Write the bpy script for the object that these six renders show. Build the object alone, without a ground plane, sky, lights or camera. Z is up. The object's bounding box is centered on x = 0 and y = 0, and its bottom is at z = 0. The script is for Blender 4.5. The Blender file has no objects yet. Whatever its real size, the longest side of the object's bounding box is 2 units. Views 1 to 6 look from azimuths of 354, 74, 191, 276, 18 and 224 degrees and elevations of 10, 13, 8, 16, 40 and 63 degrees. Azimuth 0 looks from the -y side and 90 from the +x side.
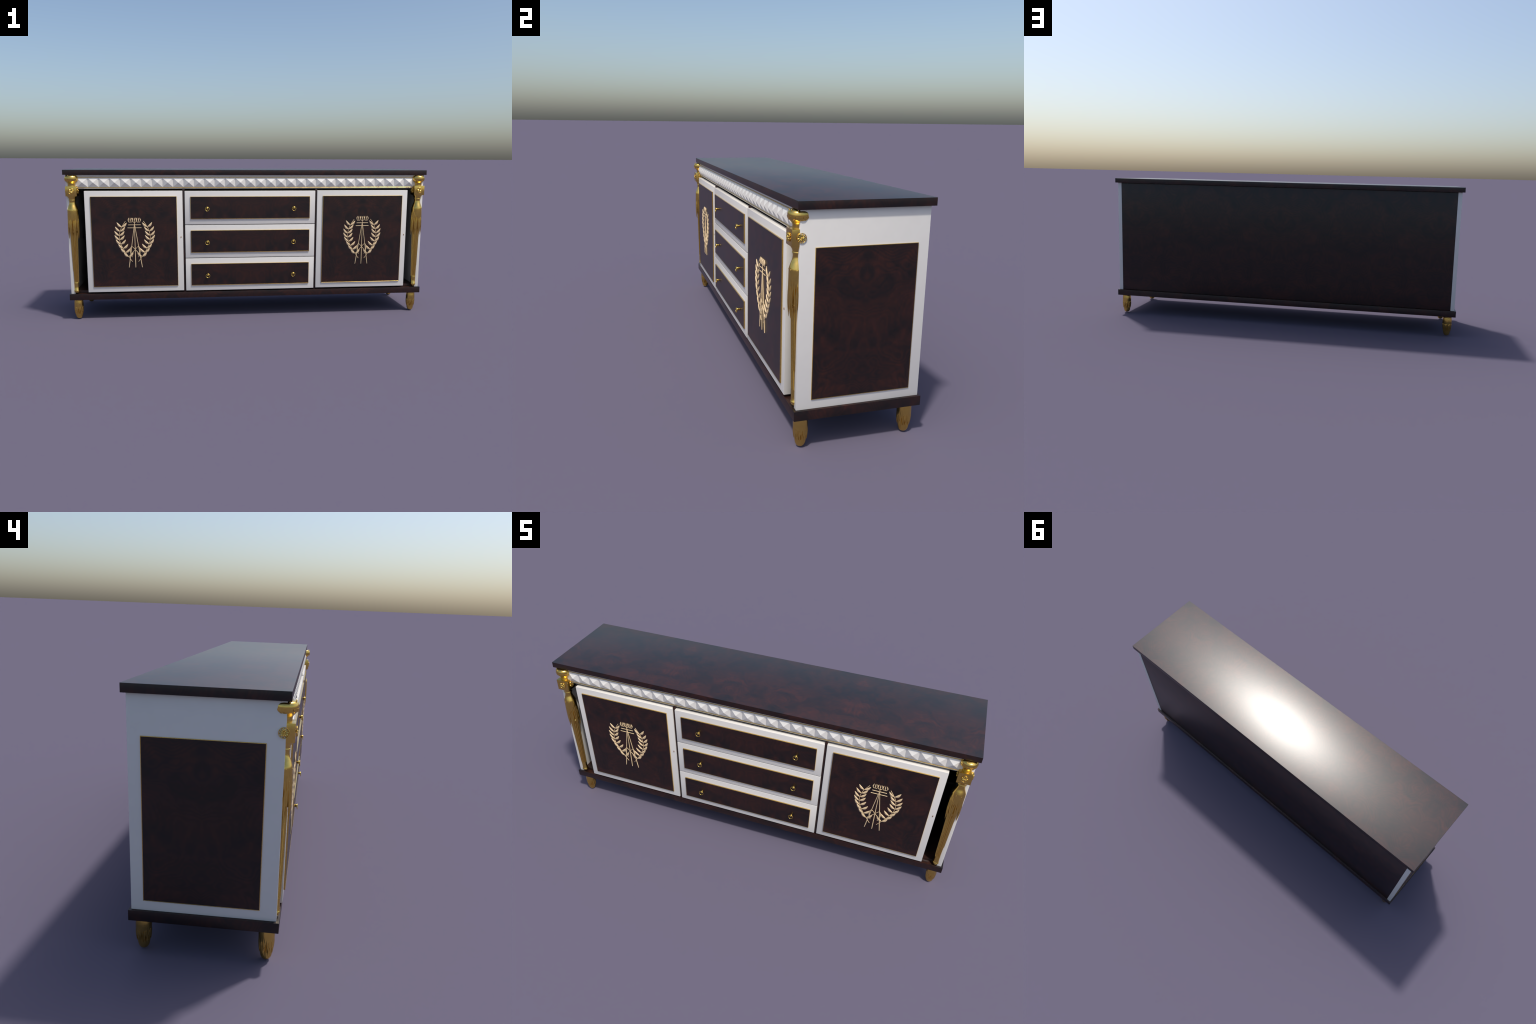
import bpy, bmesh, math, random
from math import sin, cos, pi, radians
from mathutils import Vector, Matrix

random.seed(7)
COL = bpy.context.scene.collection

# ------------------------------------------------------------------ materials
def new_mat(name):
    m = bpy.data.materials.new(name)
    m.use_nodes = True
    nt = m.node_tree
    return m, nt, nt.nodes["Principled BSDF"]

def math_node(nt, op, a, b=None, c=None):
    n = nt.nodes.new("ShaderNodeMath"); n.operation = op
    for i, v in enumerate((a, b, c)):
        if v is None: continue
        if isinstance(v, (int, float)): n.inputs[i].default_value = v
        else: nt.links.new(v, n.inputs[i])
    return n.outputs[0]

def ramp(nt, fac, stops):
    r = nt.nodes.new("ShaderNodeValToRGB")
    el = r.color_ramp.elements
    while len(el) < len(stops): el.new(0.5)
    for e, (p, c) in zip(el, stops):
        e.position = p; e.color = (*c, 1)
    nt.links.new(fac, r.inputs[0])
    return r.outputs[0]

def noise(nt, vec, scale, detail=2.0, rough=0.5, dist=0.0):
    n = nt.nodes.new("ShaderNodeTexNoise")
    n.inputs["Scale"].default_value = scale
    n.inputs["Detail"].default_value = detail
    n.inputs["Roughness"].default_value = rough
    n.inputs["Distortion"].default_value = dist
    nt.links.new(vec, n.inputs["Vector"])
    return n.outputs["Fac"]

def mix_col(nt, mode, fac, a, b):
    n = nt.nodes.new("ShaderNodeMix"); n.data_type = 'RGBA'; n.blend_type = mode
    if isinstance(fac, (int, float)): n.inputs[0].default_value = fac
    else: nt.links.new(fac, n.inputs[0])
    for s, v in ((n.inputs[6], a), (n.inputs[7], b)):
        if isinstance(v, tuple): s.default_value = (*v, 1)
        else: nt.links.new(v, s)
    return n.outputs[2]

def wood_material(name, ior, rough, sheen=0.0, red=1.0):
    """dark book-matched burl veneer: the figure is mirrored about each panel's middle"""
    m, nt, b = new_mat(name)
    tc = nt.nodes.new("ShaderNodeTexCoord")
    sep = nt.nodes.new("ShaderNodeSeparateXYZ")
    nt.links.new(tc.outputs["Object"], sep.inputs[0])
    mx = math_node(nt, 'PINGPONG', math_node(nt, 'ABSOLUTE', sep.outputs[0]), 0.44)
    my = math_node(nt, 'MULTIPLY', sep.outputs[1], 1.0)
    comb = nt.nodes.new("ShaderNodeCombineXYZ")
    nt.links.new(mx, comb.inputs[0]); nt.links.new(my, comb.inputs[1]); nt.links.new(sep.outputs[2], comb.inputs[2])
    off = nt.nodes.new("ShaderNodeVectorMath"); off.operation = 'ADD'
    off.inputs[1].default_value = (3.13, 1.7, 5.42)
    nt.links.new(comb.outputs[0], off.inputs[0])
    v = off.outputs[0]
    patch = noise(nt, v, 11.0, 4.0, 0.6, 0.8)
    field = noise(nt, v, 5.0, 2.0, 0.5, 0.4)
    lines = math_node(nt, 'SINE', math_node(nt, 'MULTIPLY', field, 165.0))
    lines = math_node(nt, 'MULTIPLY_ADD', lines, 0.5, 0.5)
    where = math_node(nt, 'SMOOTH_MIN', math_node(nt, 'MULTIPLY', noise(nt, v, 9.0, 1.0), 1.3), 0.8, 0.1)
    fine = noise(nt, v, 48.0, 5.0, 0.65, 1.2)
    f = math_node(nt, 'MULTIPLY_ADD', math_node(nt, 'MULTIPLY', math_node(nt, 'SUBTRACT', lines, 0.5), where), 0.19, patch)
    f = math_node(nt, 'MULTIPLY_ADD', math_node(nt, 'SUBTRACT', fine, 0.5), 0.30, f)
    stops = [(0.28, (0.0062, 0.0050, 0.0047)), (0.44, (0.0135, 0.0066, 0.0055)),
                     (0.58, (0.0225, 0.0084, 0.0060)), (0.78, (0.0400, 0.0118, 0.0070))]
    c = ramp(nt, f, [(p, (col[0] * red, col[1], col[2] / red)) for p, col in stops])
    nt.links.new(c, b.inputs["Base Color"])
    b.inputs["Roughness"].default_value = rough
    b.inputs["IOR"].default_value = ior
    b.inputs["Sheen Weight"].default_value = sheen
    b.inputs["Sheen Roughness"].default_value = 0.3
    return m

def white_material():
    m, nt, b = new_mat("white_lacquer")
    tc = nt.nodes.new("ShaderNodeTexCoord")
    n = noise(nt, tc.outputs["Object"], 30.0, 3.0)
    c = ramp(nt, n, [(0.3, (0.685, 0.660, 0.612)), (0.7, (0.700, 0.675, 0.626))])
    nt.links.new(c, b.inputs["Base Color"])
    b.inputs["Roughness"].default_value = 0.32
    return m

def gold_material(name, col, rough, metallic=1.0, var=0.06):
    m, nt, b = new_mat(name)
    tc = nt.nodes.new("ShaderNodeTexCoord")
    n = noise(nt, tc.outputs["Object"], 90.0, 3.0)
    lo = tuple(x * (1 - var) for x in col); hi = tuple(min(1, x * (1 + var)) for x in col)
    nt.links.new(ramp(nt, n, [(0.3, lo), (0.7, hi)]), b.inputs["Base Color"])
    b.inputs["Metallic"].default_value = metallic
    b.inputs["Roughness"].default_value = rough
    return m

WOOD = wood_material("burl_veneer", 1.47, 0.33)
WOOD_TOP = wood_material("glossy_redder_burl_top", 1.84, 0.37, 0.1, 1.25)  # glossier copy of the burl veneer with a redder base colour
WHITE = white_material()
GOLD = gold_material("polished_gold", (0.73, 0.495, 0.128), 0.23)
GILT = gold_material("gilt_edge", (0.66, 0.45, 0.14), 0.25)
PALE = gold_material("satin_pale_gold", (0.70, 0.52, 0.30), 0.42, 0.0)
BRONZE = gold_material("bronze_lock", (0.35, 0.2, 0.09), 0.4, 0.6)

# ------------------------------------------------------------------ builders
def add_obj(name, me, parent, loc=(0, 0, 0), rot=(0, 0, 0)):
    o = bpy.data.objects.new(name, me)
    COL.objects.link(o)
    o.parent = parent
    o.location = loc
    o.rotation_euler = rot
    return o

def finish(bm, name, mat, smooth=None):
    bmesh.ops.recalc_face_normals(bm, faces=bm.faces[:])
    me = bpy.data.meshes.new(name)
    bm.to_mesh(me); bm.free()
    me.materials.append(mat)
    if smooth is not None:
        for p in me.polygons: p.use_smooth = True
        if smooth < 180: me.set_sharp_from_angle(angle=radians(smooth))
    return me

def box_mesh(name, size, mat, bevel=0.0012, seg=2):
    bm = bmesh.new()
    bmesh.ops.create_cube(bm, size=1.0)
    for v in bm.verts:
        v.co = Vector((v.co.x * size[0], v.co.y * size[1], v.co.z * size[2]))
    if bevel:
        bmesh.ops.bevel(bm, geom=bm.edges[:], offset=bevel, segments=seg, affect='EDGES', profile=0.6)
    return finish(bm, name, mat, 35)

def box(name, lo, hi, mat, parent, base=(0, 0, 0), bevel=0.0012):
    """axis-aligned board between two corners, origin in its middle"""
    size = [h - l for l, h in zip(lo, hi)]
    c = [(h + l) / 2 - b for l, h, b in zip(lo, hi, base)]
    return add_obj(name, box_mesh(name, size, mat, bevel), parent, c)

def trim_mesh(name, w, h, width, depth, mat):
    """mitred rectangular bead facing -y, back on y = 0"""
    c = 0.0006
    prof = [(0, 0), (0, depth - c), (c * .4, depth - c * .3), (c, depth), (width - c * .5, depth), (width, depth - c * .5), (width, 0)]
    bm = bmesh.new()
    rings = []
    for o, d in prof:
        x, z = w / 2 - o, h / 2 - o
        rings.append([bm.verts.new((sx * x, -d, sz * z)) for sx, sz in ((-1, -1), (1, -1), (1, 1), (-1, 1))])
    for a, b in zip(rings, rings[1:] + rings[:1]):
        for i in range(4):
            bm.faces.new((a[i], a[(i + 1) % 4], b[(i + 1) % 4], b[i]))
    return finish(bm, name, mat, 30)

def bm_revolve(bm, profile, n=48, mod=None, cap=True):
    """profile: list of (radius, z), top to bottom or bottom to top; mod(theta, z, r) -> r"""
    rings = []
    for r, z in profile:
        rings.append([bm.verts.new(((mod(2 * pi * i / n, z, r) if mod else r) * cos(2 * pi * i / n),
                                    (mod(2 * pi * i / n, z, r) if mod else r) * sin(2 * pi * i / n), z)) for i in range(n)])
    for a, b in zip(rings, rings[1:]):
        for i in range(n):
            bm.faces.new((a[i], a[(i + 1) % n], b[(i + 1) % n], b[i]))
    if cap:
        bm.faces.new(rings[0]); bm.faces.new(rings[-1])

def spline(pts, n):
    """Catmull-Rom through control points of any dimension"""
    P = [pts[0]] + list(pts) + [pts[-1]]
    out = []
    for k in range(1, len(P) - 2):
        for i in range(n):
            t = i / n
            out.append(tuple(0.5 * (2 * b + (c - a) * t + (2 * a - 5 * b + 4 * c - d) * t * t + (3 * b - a - 3 * c + d) * t ** 3)
                             for a, b, c, d in zip(P[k - 1], P[k], P[k + 1], P[k + 2])))
    out.append(tuple(pts[-1]))
    return out

def bm_tube(bm, pts, radii, n=10):
    """round bar along a 3D polyline, with closed ends"""
    pts = [Vector(p) for p in pts]
    rings = []
    for i, p in enumerate(pts):
        d = (pts[min(i + 1, len(pts) - 1)] - pts[max(i - 1, 0)]).normalized()
        ref = Vector((0, 1, 0)) if abs(d.y) < .9 else Vector((1, 0, 0))
        u = d.cross(ref).normalized(); w = d.cross(u)
        r = radii[i] if isinstance(radii, (list, tuple)) else radii
        rings.append([bm.verts.new(p + r * (cos(2 * pi * k / n) * u + sin(2 * pi * k / n) * w)) for k in range(n)])
    for a, b in zip(rings, rings[1:]):
        for k in range(n):
            bm.faces.new((a[k], a[(k + 1) % n], b[(k + 1) % n], b[k]))
    bm.faces.new(rings[0]); bm.faces.new(rings[-1])

def bm_torus(bm, R, r, center=(0, 0, 0), axis='Y', n=40, m=10):
    rings = []
    for i in range(n):
        a = 2 * pi * i / n
        ring = []
        for k in range(m):
            b = 2 * pi * k / m
            p = ((R + r * cos(b)) * cos(a), r * sin(b), (R + r * cos(b)) * sin(a))
            if axis == 'Z': p = (p[0], p[2], p[1])
            ring.append(bm.verts.new(Vector(p) + Vector(center)))
        rings.append(ring)
    for i in range(n):
        a, b = rings[i], rings[(i + 1) % n]
        for k in range(m):
            bm.faces.new((a[k], a[(k + 1) % m], b[(k + 1) % m], b[k]))

def bm_ball(bm, r, c, squash=(1, 1, 1), seg=16):
    g = bmesh.ops.create_uvsphere(bm, u_segments=seg, v_segments=max(8, seg // 2), radius=r)
    for v in g["verts"]:
        v.co = Vector((v.co.x * squash[0], v.co.y * squash[1], v.co.z * squash[2])) + Vector(c)

# ------------------------------------------------------------------ main sizes (metres)
TOP_X, TOP_Y0, TOP_Y1, TOP_Z0, TOP_Z1 = 1.0, -0.2182, 0.2380, 0.7935, 0.8198
BASE_X, BASE_Y0, BASE_Y1, BASE_Z0, BASE_Z1 = 0.9955, -0.2155, 0.2345, 0.1116, 0.1456
SIDE_IN, SIDE_OUT, SIDE_Y0, SIDE_Y1 = 0.9660, 0.9872, -0.2067, 0.2265
FRONT_Y, FRONT_T = -0.2184, 0.025           # front face of doors and drawers, board thickness
PANEL_H = 0.0054                            # how far the veneered fields stand out
COL_X, COL_Y = 0.9577, -0.201

root = bpy.data.objects.new("sideboard", None)
COL.objects.link(root)
root["label"] = "long dark burl wood and white sideboard with gold columns and wreaths"
root["category"] = "sideboard"

# ------------------------------------------------------------------ carcass
tabletop = box("tabletop", (-TOP_X, TOP_Y0, TOP_Z0), (TOP_X, TOP_Y1, TOP_Z1), WOOD, root, bevel=0.0008)
tabletop.data.materials.append(WOOD_TOP)          # upper face only: veneer copy with gloss raised toward the sun glare
for p in tabletop.data.polygons:
    if p.normal.z > 0.9: p.material_index = 1
box("plinth", (-BASE_X, BASE_Y0, BASE_Z0), (BASE_X, BASE_Y1, BASE_Z1), WOOD, root, bevel=0.0008)
box("bottom_board", (-SIDE_IN + .001, -0.190, BASE_Z1 - .001), (SIDE_IN - .001, 0.205, 0.1590), WOOD, root, bevel=0.0006)
box("back_panel", (-SIDE_IN - .0005, 0.206, BASE_Z1 + .0012), (SIDE_IN + .0005, 0.2250, TOP_Z0 - .0012), WOOD, root, bevel=0.0006)
for s in (-1, 1):
    box("divider", (s * 0.3671 - 0.0058, -0.2120, BASE_Z1 + .0005), (s * 0.3671 + 0.0058, 0.2055, 0.7160), WOOD, root, bevel=0.0005)

for s in (-1, 1):
    x0, x1 = sorted((s * 0.3735, s * 0.9655))
    box("shelf", (x0, 0.0800, 0.4150), (x1, 0.2055, 0.4300), WOOD, root, bevel=0.0005)

def veneer_field(parent, name, w, h, depth, center, rot=(0, 0, 0), trim=0.0019):
    """raised veneered panel with its gilt bead; local -y is outward"""
    me = box_mesh(name, (w - 2 * trim + .0004, depth * .86, h - 2 * trim + .0004), WOOD, 0.0004, 1)
    out = Matrix.Rotation(rot[2], 3, 'Z') @ Vector((0, -1, 0))
    add_obj(name, me, parent, Vector(center) + out * depth * .43, rot)
    add_obj("gilt_bead", trim_mesh("gilt_bead", w, h, trim, depth, GILT), parent, center, rot)

for s in (-1, 1):
    x0, x1 = sorted((s * SIDE_IN, s * SIDE_OUT))
    side = box("side_panel", (x0, SIDE_Y0, BASE_Z1 + .0002), (x1, SIDE_Y1, TOP_Z0 - .0002), WHITE, root, bevel=0.001)
    zc = (BASE_Z1 + TOP_Z0) / 2; yc = (SIDE_Y0 + SIDE_Y1) / 2
    py0, py1, pz0, pz1 = -0.1568, 0.1890, 0.1780, 0.6768
    veneer_field(side, "side_veneer", py1 - py0, pz1 - pz0, 0.0030,
                 (s * (SIDE_OUT - SIDE_IN) / 2, (py0 + py1) / 2 - yc, (pz0 + pz1) / 2 - zc), (0, 0, s * pi / 2), 0.0019)

# ------------------------------------------------------------------ frieze with pyramid studs
FZ0, FZ1, FY = 0.7195, 0.7929, -0.2058
frieze = box("frieze", (-SIDE_IN + .0005, FY, FZ0), (SIDE_IN - .0005, -0.185, FZ1), WHITE, root, bevel=0.0008)
fzc, fyc = (FZ0 + FZ1) / 2, (FY - 0.185) / 2
N_STUD, PITCH, SZ0, SZ1, PEAK = 33, 0.05628, 0.7283, 0.7767, 0.0128
box("cornice_fillet", (-0.9640, -0.2072, 0.7842), (0.9640, -0.2052, 0.7926), WHITE, frieze, (0, fyc, fzc), 0.0005)
bm = bmesh.new()
hx, hz = PITCH / 2 - 0.0002, (SZ1 - SZ0) / 2
b0 = [bm.verts.new((sx * hx, .0006, sz * hz)) for sx, sz in ((-1, -1), (1, -1), (1, 1), (-1, 1))]
b1 = [bm.verts.new((sx * hx, -.0008, sz * hz)) for sx, sz in ((-1, -1), (1, -1), (1, 1), (-1, 1))]
tip = bm.verts.new((0, -PEAK, 0))
bm.faces.new(b0)
for i in range(4):
    j = (i + 1) % 4
    bm.faces.new((b0[i], b0[j], b1[j], b1[i]))
    bm.faces.new((b1[i], b1[j], tip))
bmesh.ops.bevel(bm, geom=[e for e in bm.edges if tip in e.verts], offset=0.0004, segments=1, affect='EDGES')
stud_me = finish(bm, "pyramid_stud", WHITE)
for i in range(N_STUD):
    add_obj("pyramid_stud", stud_me, frieze, ((i - (N_STUD - 1) / 2) * PITCH, FY - fyc, (SZ0 + SZ1) / 2 - fzc))
for z in (0.7248, 0.7808):
    bm = bmesh.new()
    prof = [(0.0005, -.0019), (-.0012, -.0019), (-.0022, -.0010), (-.0026, 0), (-.0022, .0010), (-.0012, .0019), (0.0005, .0019)]
    ends = [[bm.verts.new((sx * 0.9645, y, q)) for y, q in prof] for sx in (-1, 1)]
    for i in range(len(prof)):
        j = (i + 1) % len(prof)
        bm.faces.new((ends[0][i], ends[0][j], ends[1][j], ends[1][i]))
    bm.faces.new(ends[0]); bm.faces.new(ends[1])
    add_obj("gilt_strip", finish(bm, "gilt_strip", GILT, 60), frieze, (0, FY - fyc, z - fzc))

# ------------------------------------------------------------------ drawers
def knob_mesh():
    bm = bmesh.new()
    prof = [(0.0050, 0.0002), (0.0050, -0.0008), (0.0034, -0.0016), (0.0030, -0.0030), (0.0032, -0.0040)]
    n = 16; rings = []
    for r, y in prof:
        rings.append([bm.verts.new((r * cos(2 * pi * i / n), y, r * sin(2 * pi * i / n))) for i in range(n)])
    for a, b in zip(rings, rings[1:]):
        for i in range(n): bm.faces.new((a[i], a[(i + 1) % n], b[(i + 1) % n], b[i]))
    bm.faces.new(rings[0]); bm.faces.new(rings[-1])
    bm_ball(bm, 0.0064, (0, -0.0072, 0), (1, .95, 1), 20)
    return finish(bm, "knob", GOLD, 60)

def ring_mesh():
    bm = bmesh.new()
    bm_torus(bm, 0.0108, 0.0015, (0, 0, 0), 'Y', 40, 10)
    return finish(bm, "pull_ring", GOLD, 180)

KNOB, RING = knob_mesh(), ring_mesh()
DRAWERS = [(0.5239, 0.7068, 0.5537, 0.6767), (0.3387, 0.5204, 0.3676, 0.4912), (0.1535, 0.3352, 0.1826, 0.3048)]
for z0, z1, p0, p1 in DRAWERS:
    d = box("drawer", (-0.3610, FRONT_Y, z0), (0.3610, FRONT_Y + FRONT_T, z1), WHITE, root, bevel=0.0014)
    zc = (z0 + z1) / 2; fy = -FRONT_T / 2
    veneer_field(d, "drawer_veneer", 0.6614, p1 - p0, PANEL_H, (0, fy, (p0 + p1) / 2 - zc))
    for s in (-1, 1):
        kz = (p0 + p1) / 2 - zc - 0.0026
        add_obj("knob", KNOB, d, (s * 0.2396, fy - PANEL_H * .86, kz))
        add_obj("pull_ring", RING, d, (s * 0.2396 - 0.0002, fy - PANEL_H * .86 - 0.0124, kz - 0.0030), (radians(-4), 0, 0))

# ------------------------------------------------------------------ wreath emblem pieces (x to the right, z up, -y outward)
def relief_leaf(name, L, up, down, height, mirror=1, ns=18, nt=10):
    """half-moon leaf: nearly straight upper edge, full belly below, rounded back"""
    bm = bmesh.new()
    rows, base = [], []
    for i in range(ns + 1):
        s = i / ns
        e = sin(pi * s ** 0.9) ** 0.8 if 0 < s < 1 else 0
        u, d = up * e, -down * (e * (0.85 + 0.3 * (1 - s)))
        row, brow = [], []
        for k in range(nt + 1):
            t = k / nt
            w = d + (u - d) * t
            # crest sits toward the upper edge
            hh = height * (e ** 0.6) * (sin(pi * t ** 1.25) ** 0.8 if 0 < t < 1 else 0) + 0.0010 * e
            row.append(bm.verts.new((mirror * s * L, -hh, w)))
            brow.append(bm.verts.new((mirror * s * L, 0.0004, w)))
        rows.append(row); base.append(brow)
    for g in (rows, base):
        for i in range(ns):
            for k in range(nt):
                bm.faces.new((g[i][k], g[i + 1][k], g[i + 1][k + 1], g[i][k + 1]))
    for i in range(ns):
        for k in (0, nt):
            bm.faces.new((rows[i][k], rows[i + 1][k], base[i + 1][k], base[i][k]))
    bmesh.ops.remove_doubles(bm, verts=bm.verts[:], dist=1e-5)
    return finish(bm, name, PALE, 60)

LEAF_OUT = {1: relief_leaf("wreath_leaf", 0.0366, 0.0014, 0.0100, 0.0024, 1),
            -1: relief_leaf("wreath_leaf", 0.0366, 0.0014, 0.0100, 0.0024, -1)}
NODES = [(0.0682, 0.5141), (0.0778, 0.4907), (0.0821, 0.4674), (0.0819, 0.4445),
         (0.0762, 0.4208), (0.0645, 0.3971), (0.0524, 0.3742), (0.0362, 0.3510)]
STEM = [(0.0472, 0.5462)] + NODES + [(0.0164, 0.3234)]

def rod(name, pts, r, parent, loc, n=10):
    bm = bmesh.new()
    bm_tube(bm, pts, r, n)
    return add_obj(name, finish(bm, name, PALE, 60), parent, loc)

def petal_path(x0, dx):
    """upright crown petal: swells outward by dx at mid-height"""
    return [(x0, -.0014, 0.5405), (x0 + dx * .8, -.0020, 0.5455), (x0 + dx, -.0024, 0.5515), (x0 + dx * .55, -.0020, 0.5585), (x0 + dx * .1, -.0014, 0.5640)]

def emblem(door, dx, zc, fy):
    """dx: emblem centre in the door's own frame; fy: local y of the veneer face"""
    o = (dx, fy, -zc)
    for s in (-1, 1):
        pts = spline([(s * x, -0.0012, z) for x, z in STEM], 6)
        rod("wreath_stem", pts, 0.0012, door, o, 8)
        for k, (x, z) in enumerate(NODES):
            for side in (-1, 1):
                ang = radians(45.5 if side == s else 42.0)
                if k == len(NODES) - 1 and side != s: ang = radians(44)
                add_obj("wreath_leaf", LEAF_OUT[side], door, (dx + s * x, fy, z - zc), (0, -side * ang, 0))
        # bow: loop and hanging tail on each side of the knot
        pts = spline([(0, -.0024, 0.3900), (s * 0.009, -.0024, 0.4005), (s * 0.0172, -.0022, 0.4070), (s * 0.0236, -.0020, 0.4015),
                      (s * 0.0262, -.0018, 0.3850), (s * 0.0236, -.0016, 0.3650), (s * 0.0160, -.0014, 0.3485)], 6)
        m = len(pts)
        rod("ribbon_loop", pts, [0.0010 + 0.0010 * math.exp(-((i / m - .62) / .16) ** 2) for i in range(m)], door, o, 8)
        rod("ribbon_tail", [(0, -.0024, 0.3900), (s * .012, -.0020, 0.3770), (s * 0.0225, -.0018, 0.3650), (s * .034, -.0014, .3525)], [0.0012, 0.0014, 0.0016, 0.0010], door, o, 8)
    # three crossed long rods
    for s in (-1, 0, 1):
        pts = [(-s * .0012 + (s * 0.0355 + s * .0012) * t, -0.0020 + abs(s) * .0004, 0.5400 + (0.2915 - 0.5400) * t) for t in [i / 12 for i in range(13)]]
        rod("long_rod", pts, [0.0013 + 0.0008 * min(1, i / 9) for i in range(12)] + [0.0016], door, o, 10)
    for z, half in ((0.5253, 0.0328), (0.5091, 0.0370)):
        rod("cross_bar", [(-half, -.0014, z), (0, -.0014, z), (half, -.0014, z)], 0.0015, door, o, 10)
    # crown: three cups of three petals each
    for c in (-1, 0, 1):
        cx = c * 0.0218
        rod("crown_bar", [(cx - 0.0082, -.0014, 0.5405), (cx + 0.0082, -.0014, 0.5405)], 0.0013, door, o, 8)
        for px, bow in ((-0.0066, -0.0040), (0, 0), (0.0066, 0.0040)):
            pts = spline(petal_path(cx + px, bow), 5)
            m = len(pts) - 1
            rod("crown_petal", pts, [0.0004 + 0.0022 * sin(pi * (0.06 + .92 * i / m)) ** 1.3 for i in range(m + 1)], door, o, 8)

# ------------------------------------------------------------------ doors
for s in (-1, 1):
    x0, x1 = sorted((s * 0.3728, s * 0.8930))
    z0, z1 = 0.1552, 0.7082
    door = box("door", (x0, FRONT_Y, z0), (x1, FRONT_Y + FRONT_T, z1), WHITE, root, bevel=0.0014)
    xc, zc, fy = (x0 + x1) / 2, (z0 + z1) / 2, -FRONT_T / 2
    p0, p1 = 0.1843, 0.6786
    veneer_field(door, "door_veneer", 0.4582, p1 - p0, PANEL_H, (s * 0.6334 - xc, fy, (p0 + p1) / 2 - zc))
    emblem(door, s * 0.6334 - xc, zc, fy - PANEL_H * .86)
    # lock: small oval escutcheon on the stile to the right of the field
    bm = bmesh.new()
    bm_ball(bm, 0.0042, (0, 0, 0), (0.55, 0.5, 1.25), 16)
    lx = (-0.3842 if s < 0 else 0.8815) - xc
    add_obj("lock_escutcheon", finish(bm, "lock_escutcheon", BRONZE, 180), door, (lx, fy, 0.4550 - zc))

# ------------------------------------------------------------------ acanthus leaf draped round a turned core
def drape_leaf(name, prof, strands, mat, n=28, m=12):
    """one acanthus leaf made of tapering strands that grow out of the bud and hang down its side.
    prof: (radius, z) from root to tip; strands: (angle at root, angle at tip, length share, half-width, lift)"""
    path = spline(prof, 8)
    bm = bmesh.new()
    for a0, a1, share, hw, lift in strands:
        rings = []
        for i in range(n + 1):
            t = i / n
            f = t * share * (len(path) - 1)
            j = min(int(f), len(path) - 2)
            r, z = [p + (q - p) * (f - j) for p, q in zip(path[j], path[j + 1])]
            # swell quickly below the root, long taper to the point
            w = hw * (min(1, t / .40) ** 1.1) * (1 - max(0, (t - .45) / .55) ** 1.5) + 0.00025
            d = 0.0024 * (w / hw) ** .8 + 0.0002
            a = a0 + (a1 - a0) * t + 0.02 * sin(5 * t + a0 * 9)
            rr = r + lift * t - d * .35
            ring = []
            for k in range(m):
                b = 2 * pi * k / m
                ang, rad = a + w * cos(b) / r, rr + d * sin(b)
                ring.append(bm.verts.new((rad * cos(ang), rad * sin(ang), z)))
            rings.append(ring)
        for u, v in zip(rings, rings[1:]):
            for k in range(m):
                bm.faces.new((u[k], u[(k + 1) % m], v[(k + 1) % m], v[k]))
        bm.faces.new(rings[0]); bm.faces.new(rings[-1])
    return finish(bm, name, mat, 75)

# ------------------------------------------------------------------ columns
def rosette_mesh():
    """open-work rosette facing -y, back on y = 0"""
    bm = bmesh.new()
    bm_torus(bm, 0.0147, 0.0010, (0, -0.0028, 0), 'Y', 40, 8)
    n = 10
    for i in range(n):
        a = 2 * pi * i / n + .15
        d = Vector((cos(a), 0, sin(a))); w = Vector((-sin(a), 0, cos(a)))
        ctrl = []
        for j in range(9):
            t = j / 8
            rad = 0.0030 + 0.0112 * t
            wid = 0.0025 * sin(pi * (0.10 + 0.90 * t)) ** 0.7 if t < 1 else 0.0002
            hgt = 0.0030 + 0.0018 * sin(pi * (0.15 + .85 * t))
            ctrl.append((rad, wid, hgt))
        top, bot = [], []
        for rad, wid, hgt in ctrl:
            top.append([bm.verts.new(d * rad + w * wid * s + Vector((0, -hgt + 0.0012 * abs(s), 0))) for s in (-1, -.5, 0, .5, 1)])
            bot.append([bm.verts.new(d * rad + w * wid * s + Vector((0, -hgt + 0.0030, 0))) for s in (-1, -.5, 0, .5, 1)])
        for g in (top, bot):
            for u, v in zip(g, g[1:]):
                for k in range(4): bm.faces.new((u[k], u[k + 1], v[k + 1], v[k]))
        for u, v, x, y in zip(top, top[1:], bot, bot[1:]):
            for k in (0, 4): bm.faces.new((u[k], v[k], y[k], x[k]))
        bm.faces.new(top[0] + bot[0][::-1])
        bm.faces.new(top[-1] + bot[-1][::-1])
    bm_ball(bm, 0.0030, (0, -0.0040, 0), (1, .9, 1), 14)
    # backing stub that pins it to the block
    bm_ball(bm, 0.0045, (0, -0.0012, 0), (1, .6, 1), 14)
    return finish(bm, "rosette", GOLD, 50)

def capital_mesh():
    bm = bmesh.new()
    prof = spline([(0.0190, 0.7912), (0.0260, 0.7900), (0.0312, 0.7872), (0.0342, 0.7825), (0.0354, 0.7770), (0.0355, 0.7722), (0.0350, 0.7690)], 5)
    prof += spline([(0.0347, 0.7682), (0.0335, 0.7640), (0.0300, 0.7590), (0.0250, 0.7535), (0.0214, 0.7490), (0.0199, 0.7440), (0.0196, 0.7380), (0.0198, 0.7330)], 5)
    bm_revolve(bm, prof, 64)
    return finish(bm, "capital", GOLD, 40)

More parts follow.
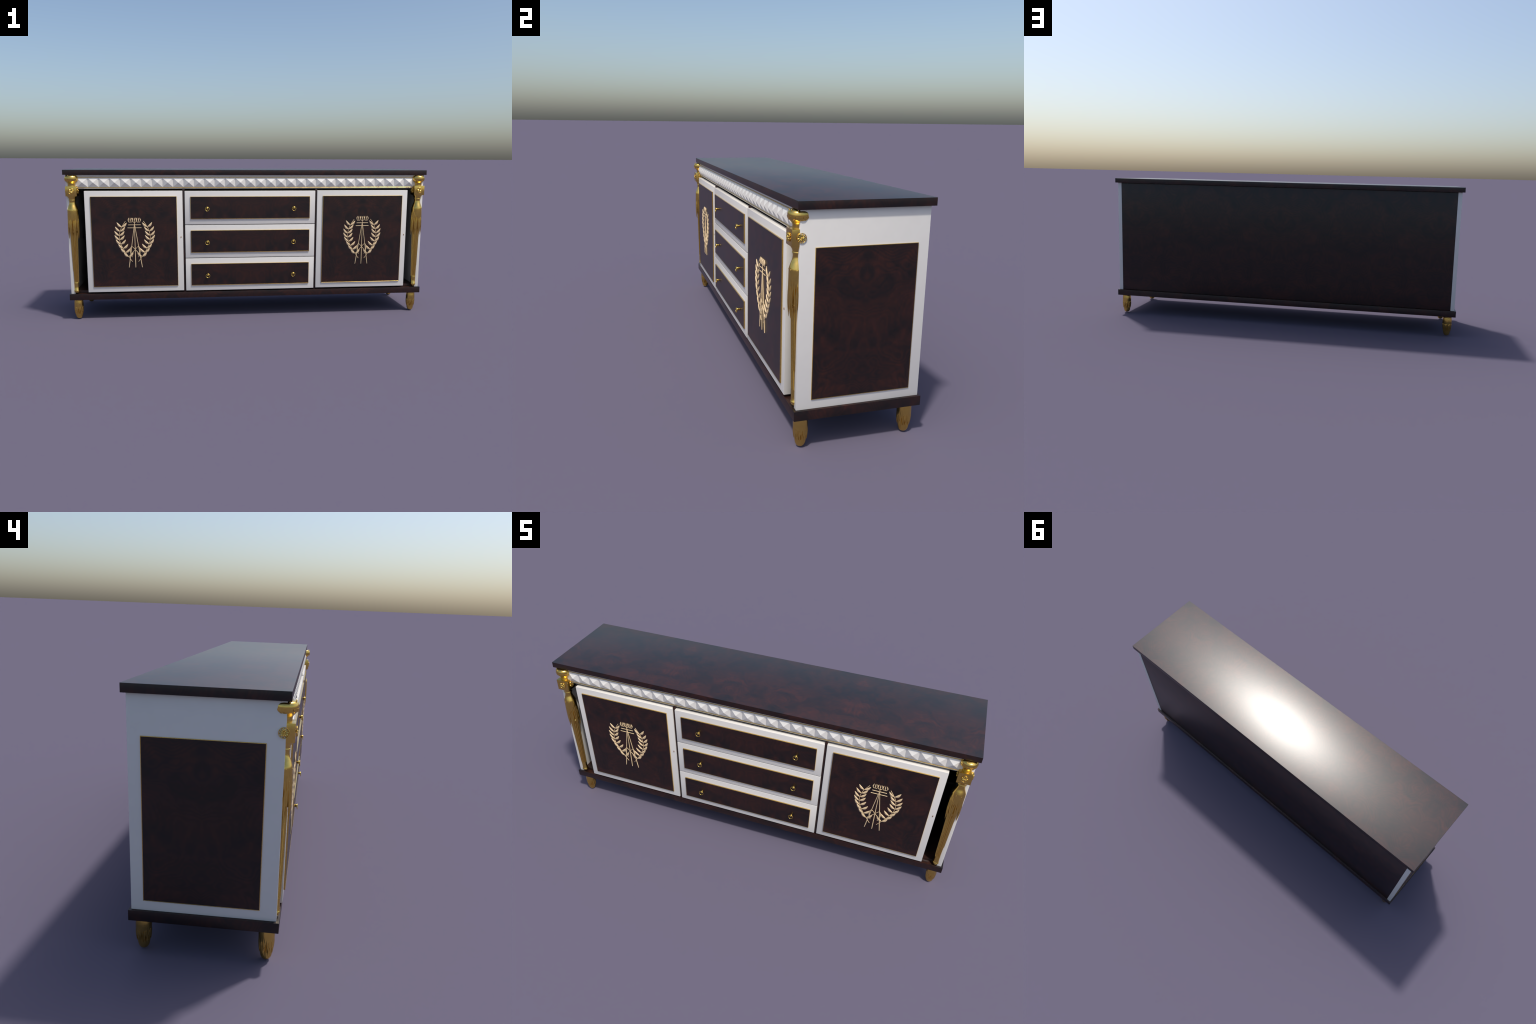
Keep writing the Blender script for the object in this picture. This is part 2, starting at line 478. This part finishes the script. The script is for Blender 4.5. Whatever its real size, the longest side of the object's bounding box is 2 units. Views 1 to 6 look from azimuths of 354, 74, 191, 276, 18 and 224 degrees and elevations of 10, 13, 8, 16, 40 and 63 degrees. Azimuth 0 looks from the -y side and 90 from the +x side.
def shaft_mesh():
    FL = 16
    def mod(th, z, r):
        if 0.206 < z < 0.487:
            d = min(1, (z - 0.206) / 0.006, (0.487 - z) / 0.004)
            g = abs(sin(FL / 2 * th))          # sharp fillets, hollow between
            return r - 0.0017 * d * (1 - (1 - g) ** 2) + 0.0006 * d * (1 - g) ** 6
        if 0.495 < z < 0.598:                  # drapery grooves of the bud
            d = min(1, (0.598 - z) / 0.055)
            return r - 0.0030 * d * (0.5 - 0.5 * cos(24 * (th - pi / 8))) ** 1.5
        return r
    prof = spline([(0.0268, 0.6825), (0.0262, 0.6795), (0.0222, 0.6735), (0.0191, 0.6675), (0.0181, 0.6620)], 5)
    prof += [(0.0184, 0.6612), (0.0190, 0.6605), (0.0193, 0.6593), (0.0190, 0.6581), (0.0180, 0.6574)]
    prof += spline([(0.0175, 0.6565), (0.0165, 0.6480), (0.0184, 0.6370), (0.0242, 0.6215), (0.0278, 0.6095), (0.0286, 0.5960), (0.0289, 0.5750), (0.0291, 0.5500), (0.0284, 0.5280), (0.0250, 0.5080), (0.0205, 0.4920)], 8)
    prof += [(0.0192 + (0.0128 - 0.0192) * ((0.490 - z) / (0.490 - 0.200)), z) for z in
             [0.4895, 0.487, 0.485, 0.483] + [0.48 - i * 0.02 for i in range(14)] + [0.212, 0.209, 0.206, 0.204, 0.200]]
    prof += [(0.0127, 0.190), (0.0127, 0.1690), (0.0136, 0.1678), (0.0146, 0.1655), (0.0148, 0.1632), (0.0142, 0.1606), (0.0136, 0.1600)]
    prof += [(0.0134, 0.1590), (0.0126, 0.1560), (0.0105, 0.1530), (0.0070, 0.1510), (0.002, 0.1504)]
    bm = bmesh.new()
    bm_revolve(bm, prof, 192, mod)
    return finish(bm, "column_shaft", GOLD, 50)

CAPITAL, SHAFT, ROSETTE = capital_mesh(), shaft_mesh(), rosette_mesh()
COL_PROF = [(0.0262, 0.5820), (0.0277, 0.5550), (0.0283, 0.5250), (0.0284, 0.4980), (0.0270, 0.4740), (0.0248, 0.4520)]
COL_LEAF = drape_leaf("acanthus_leaf", COL_PROF, [(0, 0, 1.0, 0.0037, 0.0008), (-0.262, -0.17, 0.86, 0.0034, -0.0004), (0.262, 0.19, 0.80, 0.0034, -0.0004)], GOLD)
bm = bmesh.new(); bm_ball(bm, 0.0016, (0, 0, 0), (1, 1, 1), 10)
BEAD = finish(bm, "bead", GOLD, 180)
bm = bmesh.new(); bm_ball(bm, 0.0020, (0, 0, 0), (1, 1, 1.1), 12)
CAP_BEAD = finish(bm, "capital_bead", GOLD, 180)
# hanging tongue on the bowl of the capital
bm = bmesh.new()
n = 8; rows = []
for i in range(n + 1):
    t = i / n
    z = -0.0125 * t
    r = 0.0352 - 0.0006 * t - 0.0022 * t * t
    w = 0.0104 * (1 - t ** 2.5) + 0.0002
    rows.append([(r + 0.0006 * (1 - s * s), w * s, z) for s in (-1, -.5, 0, .5, 1)])
fr = [[bm.verts.new(p) for p in row] for row in rows]
bk = [[bm.verts.new((p[0] - 0.0012, p[1], p[2])) for p in row] for row in rows]
for g in (fr, bk):
    for a, b in zip(g, g[1:]):
        for k in range(4): bm.faces.new((a[k], a[k + 1], b[k + 1], b[k]))
for a, b, c, d in zip(fr, fr[1:], bk, bk[1:]):
    for k in (0, 4): bm.faces.new((a[k], b[k], d[k], c[k]))
for a, b in ((fr[0], bk[0]), (fr[-1], bk[-1])):
    for k in range(4): bm.faces.new((a[k], a[k + 1], b[k + 1], b[k]))
TONGUE = finish(bm, "capital_tongue", GOLD, 60)

for s in (-1, 1):
    col = add_obj("column", SHAFT, root, (s * COL_X, COL_Y, 0))
    add_obj("capital", CAPITAL, col)
    bx = 0.0292
    add_obj("column_block", box_mesh("column_block", (2 * bx, 0.0600, 0.0525), GOLD, 0.0008), col, (-s * 0.0008, 0, 0.7073))
    for k, (dx, dy, rz) in enumerate(((0, -0.0300, 0), (bx, 0, pi / 2), (-bx, 0, -pi / 2))):
        add_obj("rosette", ROSETTE, col, (dx - s * .0008 + (0.0005 if dx * s > 0 else 0) * s, dy - 0.0004, 0.7078), (0, 0, rz))
    for k in range(8):
        a = 2 * pi * (k + .5) / 8
        add_obj("acanthus_leaf", COL_LEAF, col, (0, 0, 0), (0, 0, a))
        add_obj("bead", BEAD, col, (0.0280 * cos(a), 0.0280 * sin(a), 0.6065))
    for k in range(10):
        a = 2 * pi * (k + .5) / 10
        add_obj("capital_tongue", TONGUE, col, (0, 0, 0.7715), (0, 0, a))
    for k in range(8):
        a = 2 * pi * (k + .5) / 8
        add_obj("capital_bead", CAP_BEAD, col, (0.0300 * cos(a), 0.0300 * sin(a), 0.7895))

# ------------------------------------------------------------------ feet
def foot_mesh():
    prof = [(0.0200, 0.1125), (0.0234, 0.1116), (0.0241, 0.1095), (0.0241, 0.1068), (0.0236, 0.1046), (0.0231, 0.1036)]
    prof += spline([(0.0230, 0.1028), (0.0239, 0.0960), (0.0247, 0.0870), (0.0248, 0.0760), (0.0243, 0.0640), (0.0228, 0.0520), (0.0207, 0.0400),
                    (0.0192, 0.0260), (0.0168, 0.0125), (0.0126, 0.0042), (0.0072, 0.0009), (0.0015, 0.0)], 6)
    def mod(th, z, r):
        if 0.006 < z < 0.082:
            d = min(1, (0.082 - z) / 0.03) * min(1, max(0, z - .006) / 0.035)
            return r - 0.0022 * d * (0.5 - 0.5 * cos(24 * (th - pi / 8))) ** 1.5
        return r
    bm = bmesh.new()
    bm_revolve(bm, prof, 192, mod)
    return finish(bm, "foot", GOLD, 50)

FOOT = foot_mesh()
FOOT_PROF = [(0.0218, 0.0860), (0.0228, 0.0730), (0.0231, 0.0610), (0.0228, 0.0500), (0.0219, 0.0390), (0.0202, 0.0260)]
FOOT_LEAF = drape_leaf("acanthus_leaf", FOOT_PROF, [(0, 0, 1.0, 0.0032, 0.0006), (-0.262, -0.19, 0.86, 0.0029, 0), (0.262, 0.20, 0.80, 0.0029, 0)], GOLD, n=20)
for sx in (-1, 1):
    for y in (-0.1790, 0.1990):
        foot = add_obj("foot", FOOT, root, (sx * 0.9555, y, 0))
        for k in range(8):
            add_obj("acanthus_leaf", FOOT_LEAF, foot, (0, 0, 0), (0, 0, 2 * pi * (k + .5) / 8))
